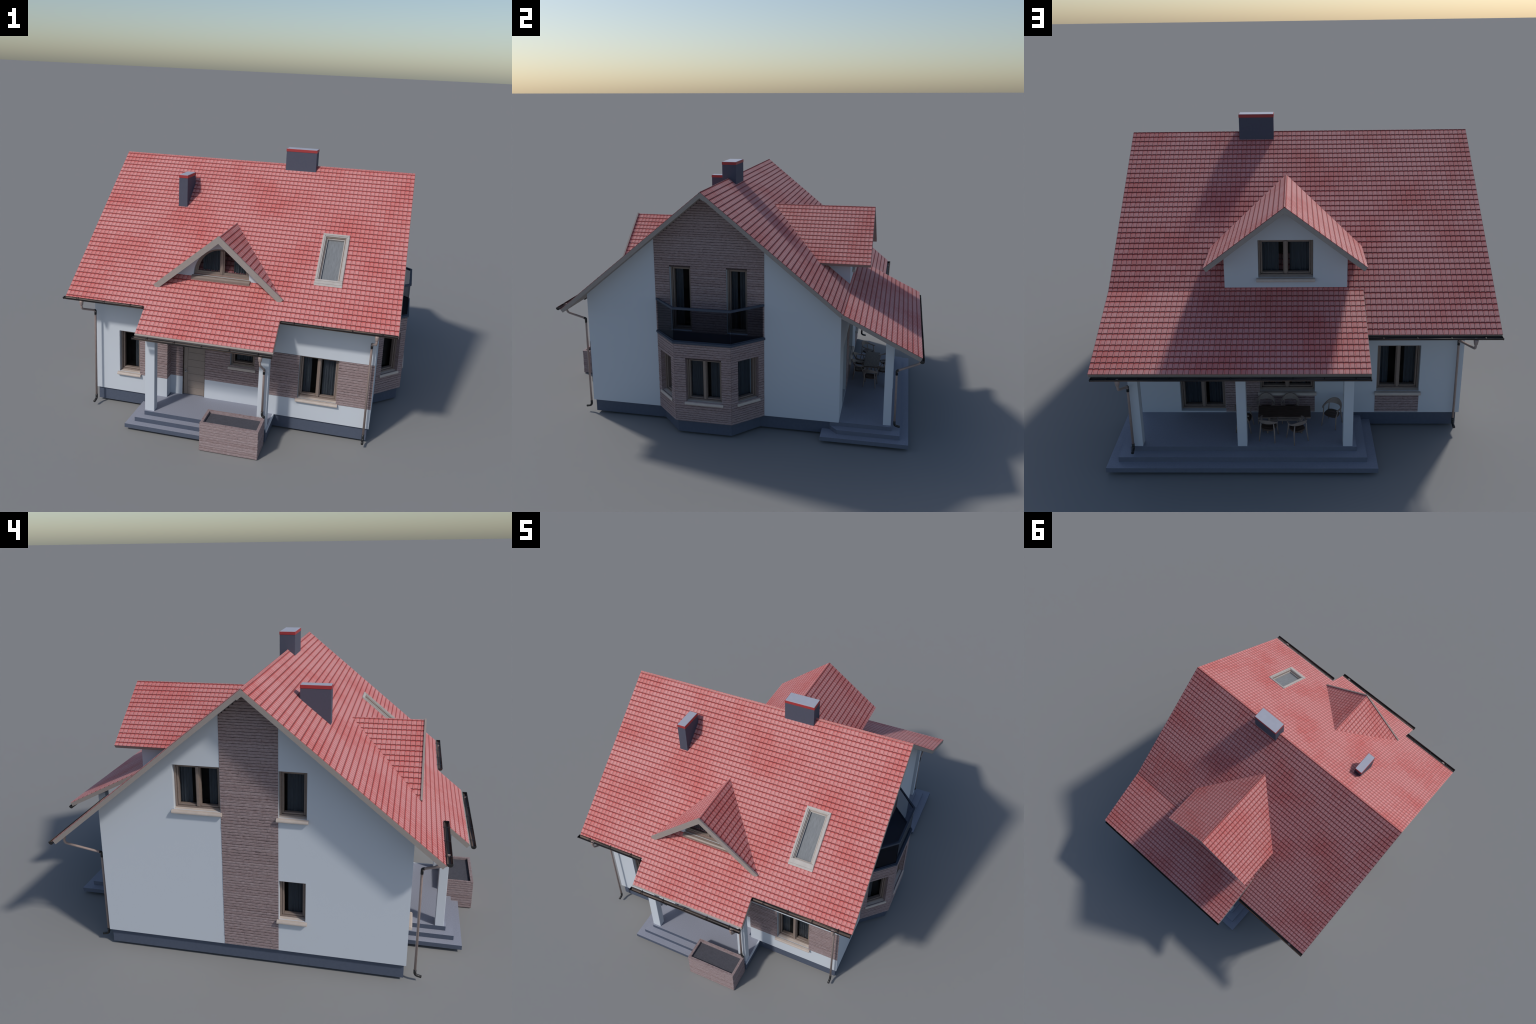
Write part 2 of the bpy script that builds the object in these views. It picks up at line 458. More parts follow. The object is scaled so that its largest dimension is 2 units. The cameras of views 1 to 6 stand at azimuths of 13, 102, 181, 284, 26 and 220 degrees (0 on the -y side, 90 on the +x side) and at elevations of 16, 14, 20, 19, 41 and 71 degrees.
def build_window(spec, inset=0.020, sill_out=0.016, depth=NICHE):
    M, u0, u1, z0, z1, leaves, sill, curtains = spec
    rng = random.Random(int((u0 + 3 * z0 + M[0][3] + 2 * M[1][3]) * 1000))
    e = 0.0004
    u0, u1, z1 = u0 + e, u1 - e, z1 - e
    z0 = z0 + e
    fw, sw = 0.0078, 0.0070
    yf0, yf1 = -inset - 0.028, -inset
    bm = bmesh.new()
    for a, b in (((u0, yf0, z0), (u0 + fw, yf1, z1)), ((u1 - fw, yf0, z0), (u1, yf1, z1)),
                 ((u0 + fw, yf0, z1 - fw), (u1 - fw, yf1, z1)), ((u0 + fw, yf0, z0), (u1 - fw, yf1, z0 + fw))):
        add_box(bm, a, b)
    bevel_boxes(bm)
    frame = link(to_mesh(bm, "window"), "window", M_FRAME, house, M)
    # room behind
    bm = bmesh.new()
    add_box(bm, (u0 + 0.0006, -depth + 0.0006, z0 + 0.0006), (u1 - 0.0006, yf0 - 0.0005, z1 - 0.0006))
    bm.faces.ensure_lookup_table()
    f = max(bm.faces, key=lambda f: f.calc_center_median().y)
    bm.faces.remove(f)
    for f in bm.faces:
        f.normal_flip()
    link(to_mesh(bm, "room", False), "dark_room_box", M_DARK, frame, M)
    # sashes
    iu0, iu1, iz0, iz1 = u0 + fw + 0.0008, u1 - fw - 0.0008, z0 + fw + 0.0006, z1 - fw - 0.0008
    mid = (iu0 + iu1) / 2
    spans = [(iu0, iu1)] if leaves == 1 else [(iu0, mid - 0.0030), (mid + 0.0030, iu1)]
    ys0, ys1 = -inset - 0.026, -inset - 0.006
    for a, b in spans:
        bm = bmesh.new()
        for lo, hi in (((a, ys0, iz0), (a + sw, ys1, iz1)), ((b - sw, ys0, iz0), (b, ys1, iz1)),
                       ((a + sw, ys0, iz1 - sw), (b - sw, ys1, iz1)), ((a + sw, ys0, iz0), (b - sw, ys1, iz0 + sw))):
            add_box(bm, lo, hi)
        bevel_boxes(bm, 0.0012)
        link(to_mesh(bm, "sash"), "sash", M_FRAME, frame, M)
        box("glass_pane", (a + sw - 0.001, ys0 + 0.001, iz0 + sw - 0.001), (b - sw + 0.001, ys0 + 0.0026, iz1 - sw + 0.001), M_GLASS, frame, 0, M)
    if leaves == 2:
        box("meeting_stile", (mid - 0.0062, ys1 - 0.004, iz0 + 0.001), (mid + 0.0062, ys1 + 0.0058, iz1 - 0.001), M_FRAME, frame, 0.0016, M, 2)
    for a, b in curtains:
        make_curtain("curtain", u0 + fw + (u1 - u0 - 2 * fw) * a, u0 + fw + (u1 - u0 - 2 * fw) * b, z0 + 0.006, z1 - 0.003, ys0 - 0.006, M, frame, rng)
    if sill:
        bm = bmesh.new()
        zt = lambda y: z0 + 0.0022 - 0.16 * (y + inset)          # sloping top
        yf = 0.0028
        add_prism(bm, [(u0 + 0.0006, y, z) for y, z in ((-inset + 0.0005, zt(-inset)), (-inset + 0.0005, z0 - 0.010), (yf, z0 - 0.014), (yf, zt(yf)))], (u1 - u0 - 0.0012, 0, 0))
        o = sill_out
        nose = [(yf, z0 - 0.0155), (o - 0.002, z0 - 0.0155), (o - 0.0003, z0 - 0.0140), (o, z0 - 0.0110), (o - 0.0006, z0 - 0.0080), (o - 0.0028, zt(o - 0.0028) - 0.0004), (o - 0.005, zt(o - 0.005)), (yf, zt(yf))]
        add_prism(bm, [(u0 - 0.008, y, z) for y, z in nose], (u1 - u0 + 0.016, 0, 0))
        link(to_mesh(bm, "window_sill"), "window_sill", M_SILL, frame, M)
    return frame

for spec in OPEN.values():
    build_window(spec)
for spec in BAYW.values():
    build_window(spec, 0.020, 0.0085, BAY_NICHE)

# ------------------------------------------------------------------ stacked-stone cladding
def cladding(M, u0, u1, z0, z1, holes, top=None, seed=1, base=True):
    """courses of split stone on a wall frame; holes = (ua,ub,za,zb); top(z) -> (umin,umax)"""
    rng = random.Random(seed)
    bm = bmesh.new()
    zc = z0
    while zc < z1 - 0.002:
        h = COURSE * rng.uniform(0.86, 1.14)
        ze = min(zc + h, z1)
        spans = [(u0, u1)]
        zm = (zc + ze) / 2
        if top:
            lo, hi = top(ze)
            spans = [(max(u0, lo), min(u1, hi))]
        for ha, hb, za, zb in holes:
            if za - 0.001 < zm < zb + 0.001:
                ns = []
                for a, b in spans:
                    if hb <= a or ha >= b:
                        ns.append((a, b))
                        continue
                    if ha - a > 0.002: ns.append((a, ha))
                    if b - hb > 0.002: ns.append((hb, b))
                spans = ns
        for a, b in spans:
            p = a
            while p < b - 1e-4:
                q = min(b, p + rng.uniform(0.07, 0.26))
                if b - q < 0.03: q = b
                depth = rng.uniform(0.0013, 0.0022)
                g0, g1 = zc + 0.0005, ze - rng.uniform(0.0006, 0.0013)
                ua, ub = p + (0.0003 if p > a else 0), q - (0.0004 if q < b else 0)
                n = max(2, int((ub - ua) / 0.009))
                rows = []
                for i in range(n + 1):
                    u = ua + (ub - ua) * i / n
                    d = depth + rng.uniform(-0.0004, 0.0004)
                    zl, zh = g0 + rng.uniform(-0.0003, 0.0005), g1 + rng.uniform(-0.0006, 0.0003)
                    rows.append([bm.verts.new(c) for c in ((u, 0.0002, zl), (u, d - 0.0006, zl), (u, d, zl + 0.0016 + rng.uniform(0, 0.001)),
                                                           (u, d + rng.uniform(-0.0004, 0.0004), zh - 0.0018), (u, d - 0.0007, zh), (u, 0.0002, zh))])
                for A, B in zip(rows, rows[1:]):
                    for k in range(5):
                        bm.faces.new((A[k], B[k], B[k + 1], A[k + 1]))
                bm.faces.new(rows[0]); bm.faces.new(rows[-1][::-1])
                p = q
        zc = ze
    ob = link(to_mesh(bm, "stone_cladding"), "stone_cladding", M_STONE, house, M, "stuff")
    return ob

def backing(M, u0, u1, z0, z1, holes):
    """dark mortar bed right behind the stones"""
    bm = bmesh.new()
    us = sorted({u0, u1, *[min(max(h[i], u0), u1) for h in holes for i in (0, 1)]})
    zs = sorted({z0, z1, *[min(max(h[i], z0), z1) for h in holes for i in (2, 3)]})
    for a, b in zip(us, us[1:]):
        for c, d in zip(zs, zs[1:]):
            um, zm = (a + b) / 2, (c + d) / 2
            if any(h[0] < um < h[1] and h[2] < zm < h[3] for h in holes):
                continue
            add_box(bm, (a, -0.001, c), (b, 0.0006, d))
    return link(to_mesh(bm, "mortar_bed"), "mortar_bed", M_JOINT, house, M)

def hole(spec, m=0.0):
    return (spec[1], spec[2], spec[3], spec[4])

BAND0, BAND1 = 0.178, HEAD
def clad(M, u0, u1, z0, z1, holes, seed):
    backing(M, u0, u1, z0, z1, holes)
    cladding(M, u0, u1, z0, z1, holes, None, seed)
clad(F_FRONT, -0.4805, -0.335, BAND0, BAND1, [], 11)
clad(F_FRONT, 0.167, 0.683, BAND0, BAND1, [hole(OPEN["front_big"])], 12)
clad(F_PORCH, -0.335, 0.167, BAND0, BAND1, [hole(OPEN["porch"]), (-0.271, -0.154, 0, 0.352)], 13)
F_REC = face_frame((-0.335, 0, 0), (0, 1, 0))
clad(F_REC, -0.697, -0.643, BAND0, BAND1, [], 14)
clad(F_REAR, -0.3065, 0.0860, 0.079, HEAD, [hole(OPEN["rear_mid"])], 15)
clad(F_REAR, 0.350, 0.541, 0.079, 0.183, [], 16)
under = 0.024
def gable_top(sgn):
    def f(z):
        half = (RIDGE_Z - under + 0.004 - z) / PITCH
        a, b = RIDGE_Y - half, RIDGE_Y + half
        return (a, b) if sgn > 0 else (-b, -a)
    return f
def gable_clad(M, u0, u1, z0, sgn, holes, seed):
    c = RIDGE_Y * sgn
    zt = RIDGE_Z - under - 0.004
    # mortar bed follows the gable
    pts = [(u0, z0), (u1, z0), (u1, roof_z(u1 * sgn, under)), (c, RIDGE_Z - under), (u0, roof_z(u0 * sgn, under))]
    bm = bmesh.new()
    add_prism(bm, [(u, -0.001, z) for u, z in pts], (0, 0.0016, 0))
    ob = link(to_mesh(bm, "mortar_bed"), "mortar_bed", M_JOINT, house, M)
    if holes:
        cut(ob, [((a, -0.05, zb), (b, 0.05, zt2), M) for a, b, zb, zt2 in holes])
    cladding(M, u0, u1, z0, zt, holes, gable_top(sgn), seed)
gable_clad(F_LEFT, -0.068, 0.168, 0.077, -1, [], 21)
gable_clad(F_RIGHT, -0.324, 0.232, 0.484, 1, [hole(OPEN["balcony_a"]), hole(OPEN["balcony_b"])], 22)
for i, k in enumerate(("bay_f", "bay_m", "bay_b")):
    L = (Vector(BAY[i + 1]) - Vector(BAY[i])).length
    clad(F_BAY[i], 0.0, L, 0.0765, 0.4825, [hole(BAYW[k])], 30 + i)

# ------------------------------------------------------------------ entrance door
DY = -0.6355                                             # outer face of the door leaf
door = box("front_door", (-0.2685, DY + 0.002, 0.0785), (-0.1565, DY + 0.014, 0.349), M_DOOR, house, 0.0008)
bm = bmesh.new()
for a, b in (((-0.2708, -0.6425, 0.078), (-0.2690, DY + 0.012, 0.3518)), ((-0.1560, -0.6425, 0.078), (-0.1542, DY + 0.012, 0.3518)), ((-0.2690, -0.6425, 0.350), (-0.1560, DY + 0.012, 0.3518))):
    add_box(bm, a, b)
link(to_mesh(bm, "door_frame"), "door_frame", M_GUTTER, door)
zs = [0.0800 + i * 0.0385 for i in range(8)]
for a, b in zip(zs, zs[1:]):
    box("door_panel", (-0.2465, DY, a + 0.0004), (-0.1575, DY + 0.004, min(b, 0.348) - 0.0004), M_DOOR, door, 0.0006)
box("door_stile", (-0.2680, DY - 0.0002, 0.0800), (-0.2472, DY + 0.004, 0.348), M_DOOR, door, 0.0006)
bm = bmesh.new()
add_tube(bm, [(-0.2585, DY, 0.211), (-0.2585, DY - 0.010, 0.211)], 0.0022, 8)
add_tube(bm, [(-0.2600, DY - 0.0095, 0.211), (-0.2430, DY - 0.0095, 0.211)], 0.0018, 8)
add_box(bm, (-0.2605, DY - 0.0018, 0.199), (-0.2565, DY + 0.0005, 0.220))
link(to_mesh(bm, "door_handle"), "door_handle", M_METAL, door)

# ------------------------------------------------------------------ porch, terrace, pillars, planter
def slab(name, pts, z0, z1, mats=(M_STEP, M_PLINTH)):
    """step: pale tread, dark riser"""
    bm = bmesh.new()
    add_prism(bm, [(x, y, z0) for x, y in pts], (0, 0, z1 - z0))
    bmesh.ops.recalc_face_normals(bm, faces=bm.faces)
    for f in bm.faces:
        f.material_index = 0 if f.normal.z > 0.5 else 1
    return link(to_mesh(bm, name), name, list(mats), house)

B = 0.013
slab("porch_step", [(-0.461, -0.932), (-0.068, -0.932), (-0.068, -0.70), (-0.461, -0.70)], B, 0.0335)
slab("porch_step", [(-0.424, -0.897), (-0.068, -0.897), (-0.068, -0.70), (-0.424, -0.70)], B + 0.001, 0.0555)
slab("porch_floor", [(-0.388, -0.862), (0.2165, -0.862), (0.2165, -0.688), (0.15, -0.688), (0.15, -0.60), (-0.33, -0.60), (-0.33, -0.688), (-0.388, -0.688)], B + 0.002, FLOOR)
box("porch_edge_pale_strip", (0.2140, -0.8615, 0.0660), (0.2215, -0.6985, FLOOR + 0.0012), M_WALL, house, 0.0006)
R = M_STEP
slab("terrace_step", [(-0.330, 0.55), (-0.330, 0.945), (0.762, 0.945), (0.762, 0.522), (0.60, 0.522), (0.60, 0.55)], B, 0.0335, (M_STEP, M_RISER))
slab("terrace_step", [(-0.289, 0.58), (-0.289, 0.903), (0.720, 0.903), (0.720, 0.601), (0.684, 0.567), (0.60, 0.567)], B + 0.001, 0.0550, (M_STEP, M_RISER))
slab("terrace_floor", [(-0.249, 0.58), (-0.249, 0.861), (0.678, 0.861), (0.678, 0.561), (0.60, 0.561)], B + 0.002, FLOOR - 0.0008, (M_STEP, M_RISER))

def pillar(x0, x1, y0, y1, z1, name="pillar"):
    return box(name, (x0, y0, FLOOR - 0.0005), (x1, y1, z1), M_WALL, house, 0.0012)
for x0, x1 in ((-0.389, -0.341), (0.168, 0.2135)):
    pillar(x0, x1, -0.853, -0.815, roof_z(-0.853, 0.012))
def terr_z(y):
    return roof_z(KINK_Y) - TERRACE_PITCH * (y - KINK_Y)
for xc in (0.6455, 0.2165, -0.2135):
    pillar(xc - 0.0195, xc + 0.0195, 0.8205, 0.859, terr_z(0.859) - 0.012)

# planter: brick box with a dark bed
PX0, PX1, PY0, PY1, PZ = -0.067, 0.212, -0.9985, -0.8635, 0.140
W = 0.0145
bm = bmesh.new()
d = 0.0032
for a, b in (((PX0 + d, PY0 + d, 0.0), (PX1 - d, PY0 + W, PZ)), ((PX0 + d, PY1 - W, 0.0), (PX1 - d, PY1 - d, PZ)),
             ((PX0 + d, PY0 + W, 0.0), (PX0 + W, PY1 - W, PZ)), ((PX1 - W, PY0 + W, 0.0), (PX1 - d, PY1 - W, PZ))):
    add_box(bm, a, b)
planter = link(to_mesh(bm, "planter"), "planter", M_STONE, house)
box("planter_bed", (PX0 + W - 0.001, PY0 + W - 0.001, 0.01), (PX1 - W + 0.001, PY1 - W + 0.001, 0.1295), M_SOIL, planter)
for org, u, L, sd in (((PX0 + d, PY0 + d, 0), (1, 0, 0), PX1 - PX0 - 2 * d, 41), ((PX1 - d, PY0 + d, 0), (0, 1, 0), PY1 - PY0 - 2 * d, 42),
                      ((PX1 - d, PY1 - d, 0), (-1, 0, 0), PX1 - PX0 - 2 * d, 43), ((PX0 + d, PY1 - d, 0), (0, -1, 0), PY1 - PY0 - 2 * d, 44)):
    ob = cladding(face_frame(org, u), 0, L, 0.0005, PZ - 0.0005, [], None, sd)
    ob.parent = planter
# header bricks on the rim
rng = random.Random(5)
bm = bmesh.new()
def rim(x0, y0, x1, y1, along):
    L = (x1 - x0) if along == "x" else (y1 - y0)
    p = 0.0
    while p < L - 0.002:
        q = min(L, p + (rng.uniform(0.03, 0.075) if along == "x" else rng.uniform(0.0075, 0.0105)))
        if L - q < 0.004: q = L
        z = PZ + rng.uniform(0.0006, 0.0016)
        if along == "x":
            for k in range(2):
                m = y0 + (y1 - y0) * (k + 0.0) / 2
                add_box(bm, (x0 + p + 0.0004, m + 0.0003, PZ - 0.001), (x0 + q - 0.0004, m + (y1 - y0) / 2 - 0.0003, z + 0.0003 * k))
        else:
            add_box(bm, (x0 + 0.0004, y0 + p + 0.0004, PZ - 0.001), (x1 - 0.0004, y0 + q - 0.0004, z))
        p = q
rim(PX0 + 0.001, PY0 + 0.001, PX1 - 0.001, PY0 + W, "x"); rim(PX0 + 0.001, PY1 - W, PX1 - 0.001, PY1 - 0.001, "x")
rim(PX0 + 0.001, PY0 + W, PX0 + W, PY1 - W, "y"); rim(PX1 - W, PY0 + W, PX1 - 0.001, PY1 - W, "y")
link(to_mesh(bm, "planter_rim"), "planter_rim", M_STONE, planter, None, "stuff")

# ------------------------------------------------------------------ roof
def plane_frame(origin, along, down):
    """roof plane frame: local x along the eave, local y DOWN the slope, local z out of the roof"""
    a, dn = Vector(along).normalized(), Vector(down).normalized()
    n = a.cross(dn)
    if n.z < 0:
        n = -n
    return Matrix(((a.x, dn.x, n.x, origin[0]), (a.y, dn.y, n.y, origin[1]), (a.z, dn.z, n.z, origin[2]), (0, 0, 0, 1)))

STEP_H = 0.0009
SAMPLES = (0.0, 0.04, 0.10, 0.16, 0.20, 0.35, 0.70, 0.96)
def col_h(s):
    """cross-section of one tile: small side roll, then a shallow crown"""
    if s <= 0.20:
        return 0.0007 * math.sin(math.pi * s / 0.20)
    k = (s - 0.20) / 0.80
    return 0.00035 * math.sin(math.pi * k) ** 0.6

def tile_sheet(name, M, u0, u1, v0, v1, phase_v, phase_u=0.0, clip=None, parent=None, gap=None):
    us = []
    j = math.floor((u0 - phase_u) / TILE_W) - 1
    while phase_u + j * TILE_W < u1:
        for s in SAMPLES:
            u = phase_u + (j + s) * TILE_W
            if u0 < u < u1:
                us.append((u, s))
        j += 1
    fr = lambda u: ((u - phase_u) / TILE_W) % 1.0
    us = [(u0, fr(u0))] + us + [(u1, fr(u1))]
    lines = []      # (v, kind height fraction, lip)
    k = math.floor((v0 - phase_v) / TILE_L) - 1
    while phase_v + k * TILE_L < v1:
        b = phase_v + k * TILE_L
        for f, hf, lip in ((0.0, 0.0, 1), (0.10, 0.12, 1), (0.5, 0.5, 0), (0.85, 0.88, 0.6), (0.94, 0.95, 1), (0.985, 0.80, 1)):
            v = b + f * TILE_L
            if v0 < v < v1:
                lines.append((v, hf, lip))
        k += 1
    fv = lambda v: ((v - phase_v) / TILE_L) % 1.0
    lines = [(v0, fv(v0), 0)] + lines + [(v1, fv(v1) * 0.95, 0)]
    bm = bmesh.new()
    grid = []
    vloc0 = lambda v: v - phase_v
    for v, hf, lip in lines:
        row = []
        for u, s in us:
            h = 0.0008 + STEP_H * hf + col_h(s) * (0.75 + 0.25 * hf)
            dv = 0.0
            if lip:
                dv = lip * 0.0017 * (1.0 if s <= 0.17 or s > 0.98 else max(0.0, 1 - (s - 0.17) / 0.17))
            vv = min(max(v + dv, v0), v1)
            row.append(bm.verts.new((u - phase_u, vloc0(vv), h)))
        grid.append(row)
    for A, B_ in zip(grid, grid[1:]):
        for i in range(len(us) - 1):
            if gap:
                cu, cv = (us[i][0] + us[i + 1][0]) / 2, A[i].co.y + phase_v
                if gap[0] + 0.004 < cu < gap[1] - 0.004 and gap[2] + 0.004 < cv < gap[3] - 0.004:
                    continue
            bm.faces.new((A[i], B_[i], B_[i + 1], A[i + 1]))
    # skirts down to the deck
    def skirt(vs):
        low = [bm.verts.new((v.co.x, v.co.y, -0.002)) for v in vs]
        for a, b, c, d2 in zip(vs, vs[1:], low[1:], low):
            bm.faces.new((a, b, c, d2))
    skirt(grid[0]); skirt(grid[-1]); skirt([r[0] for r in grid]); skirt([r[-1] for r in grid])
    bmesh.ops.recalc_face_normals(bm, faces=bm.faces)
    M2 = M @ Matrix.Translation((phase_u, phase_v, 0))
    if clip:
        inv = M2.inverted()
        for co, no in clip:            # keep the side the normal points to
            lc = inv @ Vector(co)
            ln = (inv.to_3x3() @ Vector(no)).normalized()
            bmesh.ops.bisect_plane(bm, geom=bm.verts[:] + bm.edges[:] + bm.faces[:], plane_co=lc, plane_no=ln, clear_inner=True)
    me = bpy.data.meshes.new(name)
    bm.to_mesh(me); bm.free()
    ob = link(me, name, M_TILE, parent or house, M2, "stuff")
    for p in me.polygons:
        p.use_smooth = True
    me.set_sharp_from_angle(angle=math.radians(38))
    return ob

LEN = math.hypot(1, PITCH)
SET = 0.0025          # tile sheet reference sits this far below the measured plane
def drop(o, M):
    n = Vector((M[0][2], M[1][2], M[2][2]))
    return Matrix.Translation(n * (o - SET)) @ M
F_SLOPE = drop(0.0015, plane_frame((0, RIDGE_Y, RIDGE_Z), (1, 0, 0), (0, -1, -PITCH_FRONT)))
R_SLOPE = drop(0.0062, plane_frame((0, RIDGE_Y, RIDGE_Z), (-1, 0, 0), (0, 1, -PITCH)))
T_SLOPE = drop(0.0055, plane_frame((0, KINK_Y, roof_z(KINK_Y)), (-1, 0, 0), (0, 1, -TERRACE_PITCH)))
vf = (RIDGE_Y - FRONT_EAVE_Y) * LEN
vfr = (RIDGE_Y - FRONT_EAVE_R) * LEN
vp = (RIDGE_Y - PORCH_EAVE_Y) * LEN
vr = (REAR_EAVE_Y - RIDGE_Y) * LEN
vk = (KINK_Y - RIDGE_Y) * LEN
LT = math.hypot(1, TERRACE_PITCH)
vt = (TERRACE_EAVE_Y - KINK_Y) * LT

def deck(name, M, pts, thick=DECK, parent=None, top=-0.0008):
    bm = bmesh.new()
    add_prism(bm, [(x, y, top) for x, y in pts], (0, 0, -thick))
    bmesh.ops.recalc_face_normals(bm, faces=bm.faces)
    return link(to_mesh(bm, name), name, M_TIMBER, parent or house, M)

E = 0.0015
SKY = (0.363, 0.494, (RIDGE_Y + 0.396) * LEN, (RIDGE_Y + 0.616) * LEN)     # roof window opening
tile_sheet("roof_tiles", F_SLOPE, ROOF_X0 + E, PORCH_X0, 0.0, vf, 0.0055, ROOF_X1)
tile_sheet("roof_tiles", F_SLOPE, PORCH_X0, PORCH_X1, 0.0, vf, 0.0055, ROOF_X1)
tile_sheet("roof_tiles", F_SLOPE, PORCH_X1, ROOF_X1 - E, 0.0, vfr, 0.0055, ROOF_X1, None, None, SKY)
tile_sheet("roof_tiles", F_SLOPE, PORCH_X0 + E, PORCH_X1 - E, vf, vp - 0.008, 0.0055, ROOF_X1)
tile_sheet("roof_tiles", R_SLOPE, -ROOF_X1 + E, -ROOF_X0 - E, 0.0, vk, 0.0028, -ROOF_X0)
tile_sheet("roof_tiles", R_SLOPE, -TERRACE_X0 + 0.0, -ROOF_X0 - E, vk, vr, 0.0028, -ROOF_X0)
tile_sheet("roof_tiles", T_SLOPE, -ROOF_X1 + E, -TERRACE_X0 - E, 0.0, vt, 0.0030, -ROOF_X0)
fdeck = deck("roof_deck", F_SLOPE, [(ROOF_X0, 0.001), (ROOF_X1, 0.001), (ROOF_X1, vfr), (PORCH_X1, vfr), (PORCH_X1, vp), (PORCH_X0, vp), (PORCH_X0, vf), (ROOF_X0, vf)])
cut(walls, [((SKY[0] + 0.003, SKY[2] + 0.003, -0.06), (SKY[1] - 0.003, SKY[3] - 0.003, 0.05), F_SLOPE)])
cut(fdeck, [((SKY[0] + 0.004, SKY[2] + 0.004, -0.05), (SKY[1] - 0.004, SKY[3] - 0.004, 0.05), F_SLOPE)])
deck("roof_deck", R_SLOPE, [(-ROOF_X1, 0.001), (-ROOF_X0, 0.001), (-ROOF_X0, vr), (-TERRACE_X0 + 0.001, vr), (-TERRACE_X0 + 0.001, vk), (-ROOF_X1, vk)])
deck("roof_deck", T_SLOPE, [(-ROOF_X1, 0.0), (-TERRACE_X0, 0.0), (-TERRACE_X0, vt), (-ROOF_X1, vt)])
# mitred board where the two gable boards meet the ridge and the kink under the tiles
def gable_key(xa, xb):
    bm = bmesh.new()
    d, zt = 0.020, RIDGE_Z - 0.0030
    add_prism(bm, [(xa, RIDGE_Y - d, zt - d * PITCH), (xa, RIDGE_Y, zt), (xa, RIDGE_Y + d, zt - d * PITCH), (xa, RIDGE_Y + d, zt - d * PITCH - 0.0225), (xa, RIDGE_Y, zt - 0.0225), (xa, RIDGE_Y - d, zt - d * PITCH - 0.0225)], (xb - xa, 0, 0))
    link(to_mesh(bm, "ridge_beam"), "ridge_beam", M_TIMBER, house)
gable_key(ROOF_X0 - 0.0004, ROOF_X1 + 0.0004)
# narrow red ridge strip
bm = bmesh.new()
a = 0.0055
add_prism(bm, [(ROOF_X0 + E, RIDGE_Y - a, RIDGE_Z - a * PITCH), (ROOF_X0 + E, RIDGE_Y, RIDGE_Z + 0.0012), (ROOF_X0 + E, RIDGE_Y + a * 0.8, RIDGE_Z - a * PITCH * 0.8), (ROOF_X0 + E, RIDGE_Y, RIDGE_Z - 0.006)], (ROOF_X1 - ROOF_X0 - 2 * E, 0, 0))
link(to_mesh(bm, "ridge_strip"), "ridge_strip", plain_mat("ridge_red", (0.40, 0.10, 0.10), 0.4, 0.1, 60), house)

# ---- dormers
MAIN_F = (Vector((0, RIDGE_Y, RIDGE_Z - 0.006)), Vector((0, -PITCH, 1)).normalized())
MAIN_R = (Vector((0, RIDGE_Y, RIDGE_Z - 0.006)), Vector((0, PITCH, 1)).normalized())

